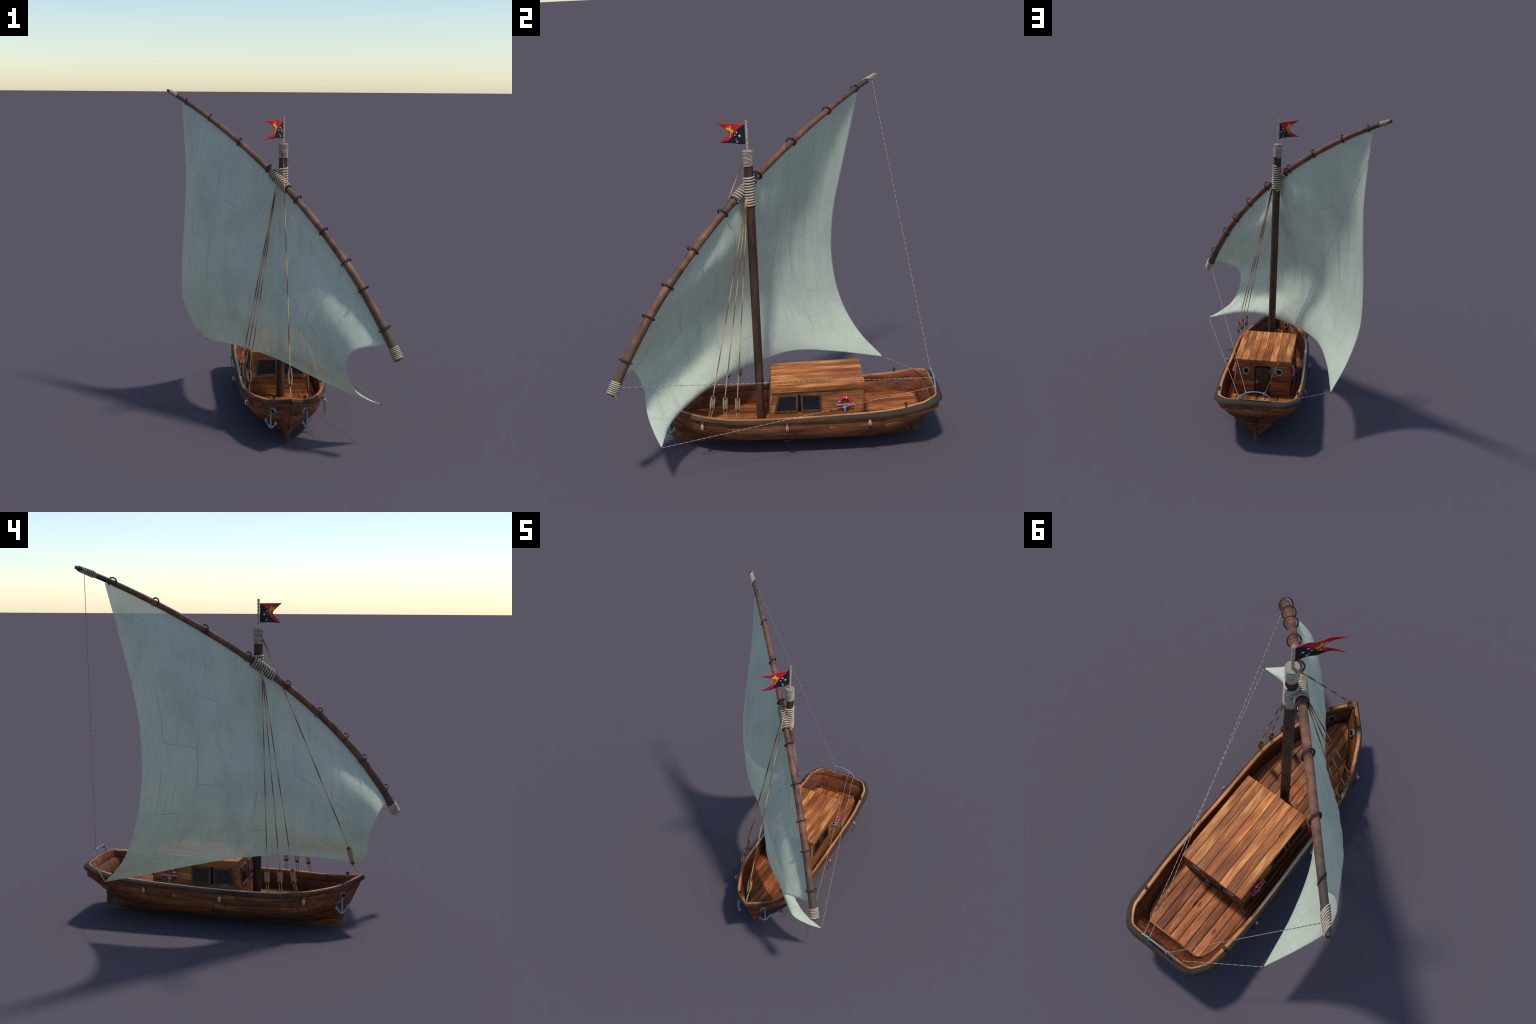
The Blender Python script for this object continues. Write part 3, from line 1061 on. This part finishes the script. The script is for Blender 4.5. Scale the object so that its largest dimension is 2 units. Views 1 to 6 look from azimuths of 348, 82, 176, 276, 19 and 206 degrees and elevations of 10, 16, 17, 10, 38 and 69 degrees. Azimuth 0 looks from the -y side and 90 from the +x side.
# local fullness: (u, v, spread u, spread v, amount towards the lee side)
for cu, cv, su, sv, am in ((.77, .20, .15, .16, -.034), (.70, .66, .14, .17, .032), (.27, .79, .19, .14, .112), (.32, .10, .14, .09, .032), (.28, .42, .12, .12, -.024), (.63, .55, .15, .10, .010), (.38, .15, .12, .10, .012)):
    belly = belly + am * np.exp(-((U - cu) / su) ** 2 - ((Vv - cv) / sv) ** 2) * np.minimum(1, 12 * U * (1 - U)) * (1 - np.exp(-20 * Vv * (1 - Vv)))
# gentle cloth creases running from the yard to the foot
crease = sum(a * np.sin(2 * math.pi * (f * U + s * Vv) + p) for f, s, a, p in ((17, .6, .0009, .3), (29, -1.1, .0006, 1.9), (11, 1.7, .0008, 4.), (41, .4, .0004, 2.2)))
crease = crease * np.minimum(1, 8 * U * (1 - U)) * np.minimum(1, 8 * Vv * (1 - Vv))
S = coons + (belly + crease) * lee
sail = Build().grid(S).ob("sail", sail_mat, root, angle=180, solid=.0018)
# shadow edges of overlapping sail panels, modelled as dark L-shaped tubes (u0, u1, v0, v1)
for u0, u1, v0, v1 in ((.80, .925, .30, .47), (.69, .80, .44, .60), (.86, .93, .55, .70), (.70, .79, .16, .28), (.30, .40, .30, .47), (.47, .56, .60, .80), (.16, .24, .30, .50)):
    a, b, c, d = (int(round(x * (NS - 1))) for x in (u0, u1, v0, v1))
    path = np.vstack([S[b, c:d + 1], S[a:b, d][::-1]])
    Build().tube(path, .00135, 6).ob("sail_fold_shadow", fold_shadow_mat, sail)
# cringles at the free corners
for p in ((-.275, .719, .292), (.499, -.68, .238)):
    c = boat(A(p))
    Build().lathe([(.001, -.005), (.0045, -.003), (.0045, .003), (.001, .005)], c, (0, 0, 1), 10).ob("sail_cringle", iron, sail)


# ------------------------------------------------------------------ straight ropes
def line(name, p0, p1, r, mat, parent, sag=0., sides=7):
    """rope with its own z axis along its length, so the laid bands follow it"""
    p0, p1 = A(p0, float), A(p1, float)
    L = np.linalg.norm(p1 - p0)
    n = 24
    z = np.linspace(0, L, n)
    b = Build().tube(np.stack([0 * z, 0 * z, z], 1), r, sides)
    o = b.ob(name, mat, parent)
    q = Vector((0, 0, 1)).rotation_difference(Vector((p1 - p0).tolist()))
    o.matrix_local = Matrix.Translation(Vector(p0.tolist())) @ q.to_matrix().to_4x4()
    return o


HOOP = [(.110, .986, .306), (.103, .986, .318), (.094, .985, .330), (.078, .985, .345), (.056, .985, .358), (.03, .985, .366), (0, .985, .369), (-.03, .985, .367), (-.055, .985, .360), (-.078, .985, .347),
        (-.095, .986, .330), (-.108, .987, .306)]
hoop = Build().tube(crom(A(HOOP), 8), .0038, 10).ob("stern_hoop", steel, root)
RINGS = [A((.095, .985, .322)), A((.056, .985, .358)), A((-.055, .985, .360))]
for i, c in enumerate(RINGS):
    d = [A((.8, 0, -.6)), A((.86, 0, .5)), A((-.86, 0, .5))][i]
    n = [A((.3, .95, .0)), A((.8, .5, -.3)), A((-.75, .5, .4))][i]
    n = n / np.linalg.norm(n)
    e = np.cross(n, [0, 0, 1])
    e /= np.linalg.norm(e)
    g = np.cross(n, e)
    a = np.linspace(0, 2 * math.pi, 22, endpoint=False)
    Build().tube(c + .0085 * (np.cos(a)[:, None] * e + np.sin(a)[:, None] * g), .0030, 8, closed=True).ob("hoop_eye", steel, hoop)
for x in (.110, -.108):
    Build().lathe([(.006, 0), (.006, .004), (.004, .006)], (x, .986, .304), (0, 0, 1), 12).ob("hoop_foot", steel, hoop)

line("sheet_rope", boat(A((-.489, .733, 1.956))), RINGS[2], .0014, sheet_mat, root)
line("sheet_rope", boat(A((.492, -.885, .598))), RINGS[1], .0014, sheet_mat, root)
line("sheet_rope", boat(A((.499, -.68, .238))), RINGS[0], .0014, sheet_mat, root)
line("sheet_rope", boat(A((-.275, .719, .292))), (-.125, .968, .302), .0014, sheet_mat, root)


# ------------------------------------------------------------------ standing rigging with deadeyes
def deadeye(name, top, bot, base, wide, parent_name, legs=2, rs=.0037, lower_r=.0026):
    top, bot, base = A(top, float), A(bot, float), A(base, float)
    ax = top - bot
    L = np.linalg.norm(ax)
    ax = ax / L
    wd = A(wide, float)
    wd = wd - ax * (wd @ ax)
    wd /= np.linalg.norm(wd)
    th = np.cross(ax, wd)
    grp = empty(parent_name, root)
    # end blocks: flattened half-ellipsoids
    for c, s in ((top, 1), (bot, -1)):
        G = []
        for k in np.linspace(0, 1, 9):
            h = (-.0035 + .0155 * k) * s
            rr = math.sqrt(max(1 - k ** 2.2, 0.0)) if k > 0 else 1
            a = np.linspace(0, 2 * math.pi, 18, endpoint=False)
            G.append(c - ax * s * .010 + ax * h + (.0148 * rr + .0005) * np.cos(a)[:, None] * wd + (.0098 * rr + .0005) * np.sin(a)[:, None] * th)
        Build().grid(A(G), closed_v=True, cap_u=True).ob("deadeye", deadeye_mat, grp)
    # lanyards between the blocks, on both faces, bulging a little
    b = Build()
    t = np.linspace(0, 1, 12)
    for face in (1, -1):
        for k in (-1, 0, 1):
            p = bot + ax * .005 + (top - bot - ax * .010) * t[:, None] + wd * .0092 * k + th * face * (.0045 + .0045 * np.sin(math.pi * t))[:, None]
            b.tube(p, rs, 7)
    b.ob("lanyard", lany_mat, grp)
    b = Build()
    if legs == 2:
        for k in (-1, 1):
            b.tube(A([bot + wd * .0065 * k, base + wd * .0065 * k]), lower_r, 7)
    else:
        b.tube(A([bot, base]), .0042, 8)
    b.ob("lanyard_tail", lany_mat, grp)
    return grp


for sx in (1, -1):
    for top, bot, base in (((.208, -.252, .374), (.2095, -.265, .294), (.2105, -.279, .241)),
                           ((.229, -.186, .374), (.230, -.190, .294), (.2305, -.195, .238)),
                           ((.246, -.118, .374), (.246, -.1205, .294), (.2465, -.125, .236))):
        M = A([sx, 1, 1])
        g = deadeye("shroud", A(top) * M, A(bot) * M, A(base) * M, (-.2 * sx, 1, 0), "shroud")
        up = (.012, -.008, 1.475) if sx > 0 else (-.037, -.031, 1.467)
        line("shroud_rope", A(top) * M, up, .0027, stay_mat, g)
g = deadeye("forestay", (0, -.532, .468), (0, -.559, .369), (0, -.600, .300), (0, 1, .3), "forestay", legs=1)
line("stay_rope", (0, -.532, .468), (-.003, -.016, 1.652), .0034, stay_mat, g)

# ------------------------------------------------------------------ fittings
# bollards on the rail cap
proto = Build().lathe([(.0075, 0), (.006, .003), (.0038, .007), (.0038, .013), (.0085, .017), (.0098, .021), (.0085, .025), (.003, .027)], (0, 0, 0), (0, 0, 1), 14).ob("bollard", bollard_mat, root)
spots = [(.088, -.517, .271), (-.087, -.517, .271), (.243, .80, .274), (-.243, .80, .274)]
proto.location = spots[0]
for s in spots[1:]:
    o = proto.copy()
    o.location = s
    link(o, root)

# fender loops with chain rings along the topsides
def chain_ring(c, R, n, parent):
    b = Build()
    for i in range(n):
        if i % 5 == 3:
            continue
        a = 2 * math.pi * (i + .25 * math.sin(i * 2.7)) / n
        p = c + R * A([0, math.cos(a), math.sin(a)])
        tn = A([0, -math.sin(a), math.cos(a)])
        rd = A([0, math.cos(a), math.sin(a)]) if i % 2 else A([1., 0, 0])
        q = np.linspace(0, 2 * math.pi, 10, endpoint=False)
        b.tube(p + .0056 * np.cos(q)[:, None] * tn + .0030 * np.sin(q)[:, None] * rd, .0009, 4, closed=True)
    o = b.ob("chain_ring", chain_mat, parent)
    o["kind"] = "stuff"
    return o


for sx in (1, -1):
    for x, y, z in ((.229, -.322, .197), (.281, .146, .192), (.276, .598, .204)):
        c = A([x * sx, y, z])
        grp = Build().box(c + A([-.010 * sx, 0, .021]), (.014, .017, .010)).ob("fender_bracket", bracket_mat, root, smooth=False, bevel=.0015)
        b = Build()
        q = np.linspace(0, 2 * math.pi, 26, endpoint=False)
        for dy in (-.0040, .0040):
            b.tube(c + A([0, dy, -.001]) + np.stack([.0085 * np.cos(q), .0008 * np.sin(3 * q), .0115 * np.sin(q)], 1), .0036, 8, closed=True)
        b.tube(A([c + A([-.006 * sx, 0, .018]), c + A([-.001 * sx, 0, .009])]), .0045, 8)
        b.ob("rope_loop", loop_mat, grp)
        chain_ring(c + A([.001 * sx, 0, -.040]), .033, 22, grp)

# hawse pipes and anchors
for sx in (1, -1):
    M = A([sx, 1, 1])
    c = A([.086, -.514, .211])
    n = A([.72, -.55, -.38])
    n /= np.linalg.norm(n)
    hw = Build().lathe([(.0160, -.030), (.0205, -.030), (.0205, -.006), (.0215, .004), (.0205, .009), (.0168, .010), (.0155, .006), (.0125, -.030)], c * M, n * M, 26).ob("hawse_pipe", hawse_mat, root)
    Build().lathe([(.0162, -.0305), (.0162, .0055)], c * M, n * M, 20).ob("hawse_hole", black_mat, hw)
    # anchor in the plane along the bow planking
    o = A([.099, -.5135, .111])
    h = A([.052, .055, 0])
    h /= np.linalg.norm(h)
    nrm = A([h[1], -h[0], 0])
    V = lambda a, z: (o + h * a + A([0, 0, z])) + nrm * .006
    shank = A([V(0, .004), V(0, .03), V(0, .055), V(0, .078)])
    b = Build()
    b.tube(shank, [.0066, .0052, .0042, .0036], 10)
    t = np.linspace(-1, 1, 21)
    arc = A([V(.0345 * x, .004 + .030 * abs(x) ** 2.2) for x in t])
    b.tube(arc, .0078 - .0046 * np.abs(t), 10)
    for s_ in (-1, 1):
        tip = V(.0372 * s_, .051)
        l_, r_ = V(.0255 * s_, .031), V(.0465 * s_, .032)
        P = A([tip, l_, V(.0355 * s_, .028), r_])
        VV = np.vstack([P - nrm * .003, P + nrm * .003])
        b.add(VV, [(0, 1, 2, 3), (7, 6, 5, 4), (0, 4, 5, 1), (1, 5, 6, 2), (2, 6, 7, 3), (3, 7, 4, 0)])
    q = np.linspace(0, 2 * math.pi, 16, endpoint=False)
    b.tube(V(0, .083) + .0052 * np.cos(q)[:, None] * h + .0062 * np.sin(q)[:, None] * A([0, 0, 1]), .0018, 7, closed=True)
    b.tube(V(0, .092) + .0035 * np.cos(q)[:, None] * nrm + .0065 * np.sin(q)[:, None] * A([0, 0, 1]), .0016, 7, closed=True)
    bb = Build()
    bb.add(np.vstack(b.v) * M, b.f)
    bb.ob("anchor", steel, root)

# life rings and their cradles
for sx in (1, -1):
    M = A([sx, 1, 1])
    w = walls['right']
    c = w.at(*w.uv((.17, .470, .290)), .0135)
    e1 = A([0, 1., 0])
    e2 = np.cross(w.n, e1)
    e2 *= np.sign(e2[2])
    q = np.linspace(0, 2 * math.pi, 40, endpoint=False)
    ringp = lambda a: c + .0285 * (np.cos(a)[:, None] * e1 + np.sin(a)[:, None] * e2)
    lr = Build().tube(ringp(q) * M, .0082, 14, closed=True).ob("life_ring", red_mat, root)
    for k in range(4):
        a = np.linspace(-.05, .05, 4) + math.pi / 4 + k * math.pi / 2 + .5
        Build().tube(ringp(a) * M, .0085, 14).ob("highlight_strip", highlight_mat, lr)  # highlights on the red ring, modelled as short white sleeves
    b = Build()
    f = c + w.n * .0125

    def P(y, z, o=0.):
        return (f + A([0, y, z]) + w.n * o)
    for p0, p1, wz in ((P(-.047, -.008), P(.047, -.008), .0085), ):
        m = (p0 + p1) / 2
        b.box(m, (.0045, .094, .0085))
    for y in (-.0445, .0445):
        b.box(P(y, -.008, -.012), (.026, .0055, .0085))
    b.box(P(0, -.032), (.0045, .0095, .048))
    b.box(P(0, -.055, -.012), (.026, .0095, .0045))
    bb = Build()
    bb.add(np.vstack(b.v) * M, b.f)
    bb.ob("life_ring_cradle", steel, root, smooth=False, bevel=.0008)

# rudder blade under the counter
prof = [(.868, .012), (.935, .012), (.943, .020), (.943, .150), (.875, .150), (.868, .06)]
b = Build()
VV = [(x, y, z) for x in (-.0065, .0065) for y, z in prof]
n = len(prof)
b.add(VV, [tuple(range(n))[::-1], tuple(range(n, 2 * n))] + [(i, (i + 1) % n, n + (i + 1) % n, n + i) for i in range(n)])
b.ob("rudder", rudder_wood, root, smooth=False, bevel=.002)
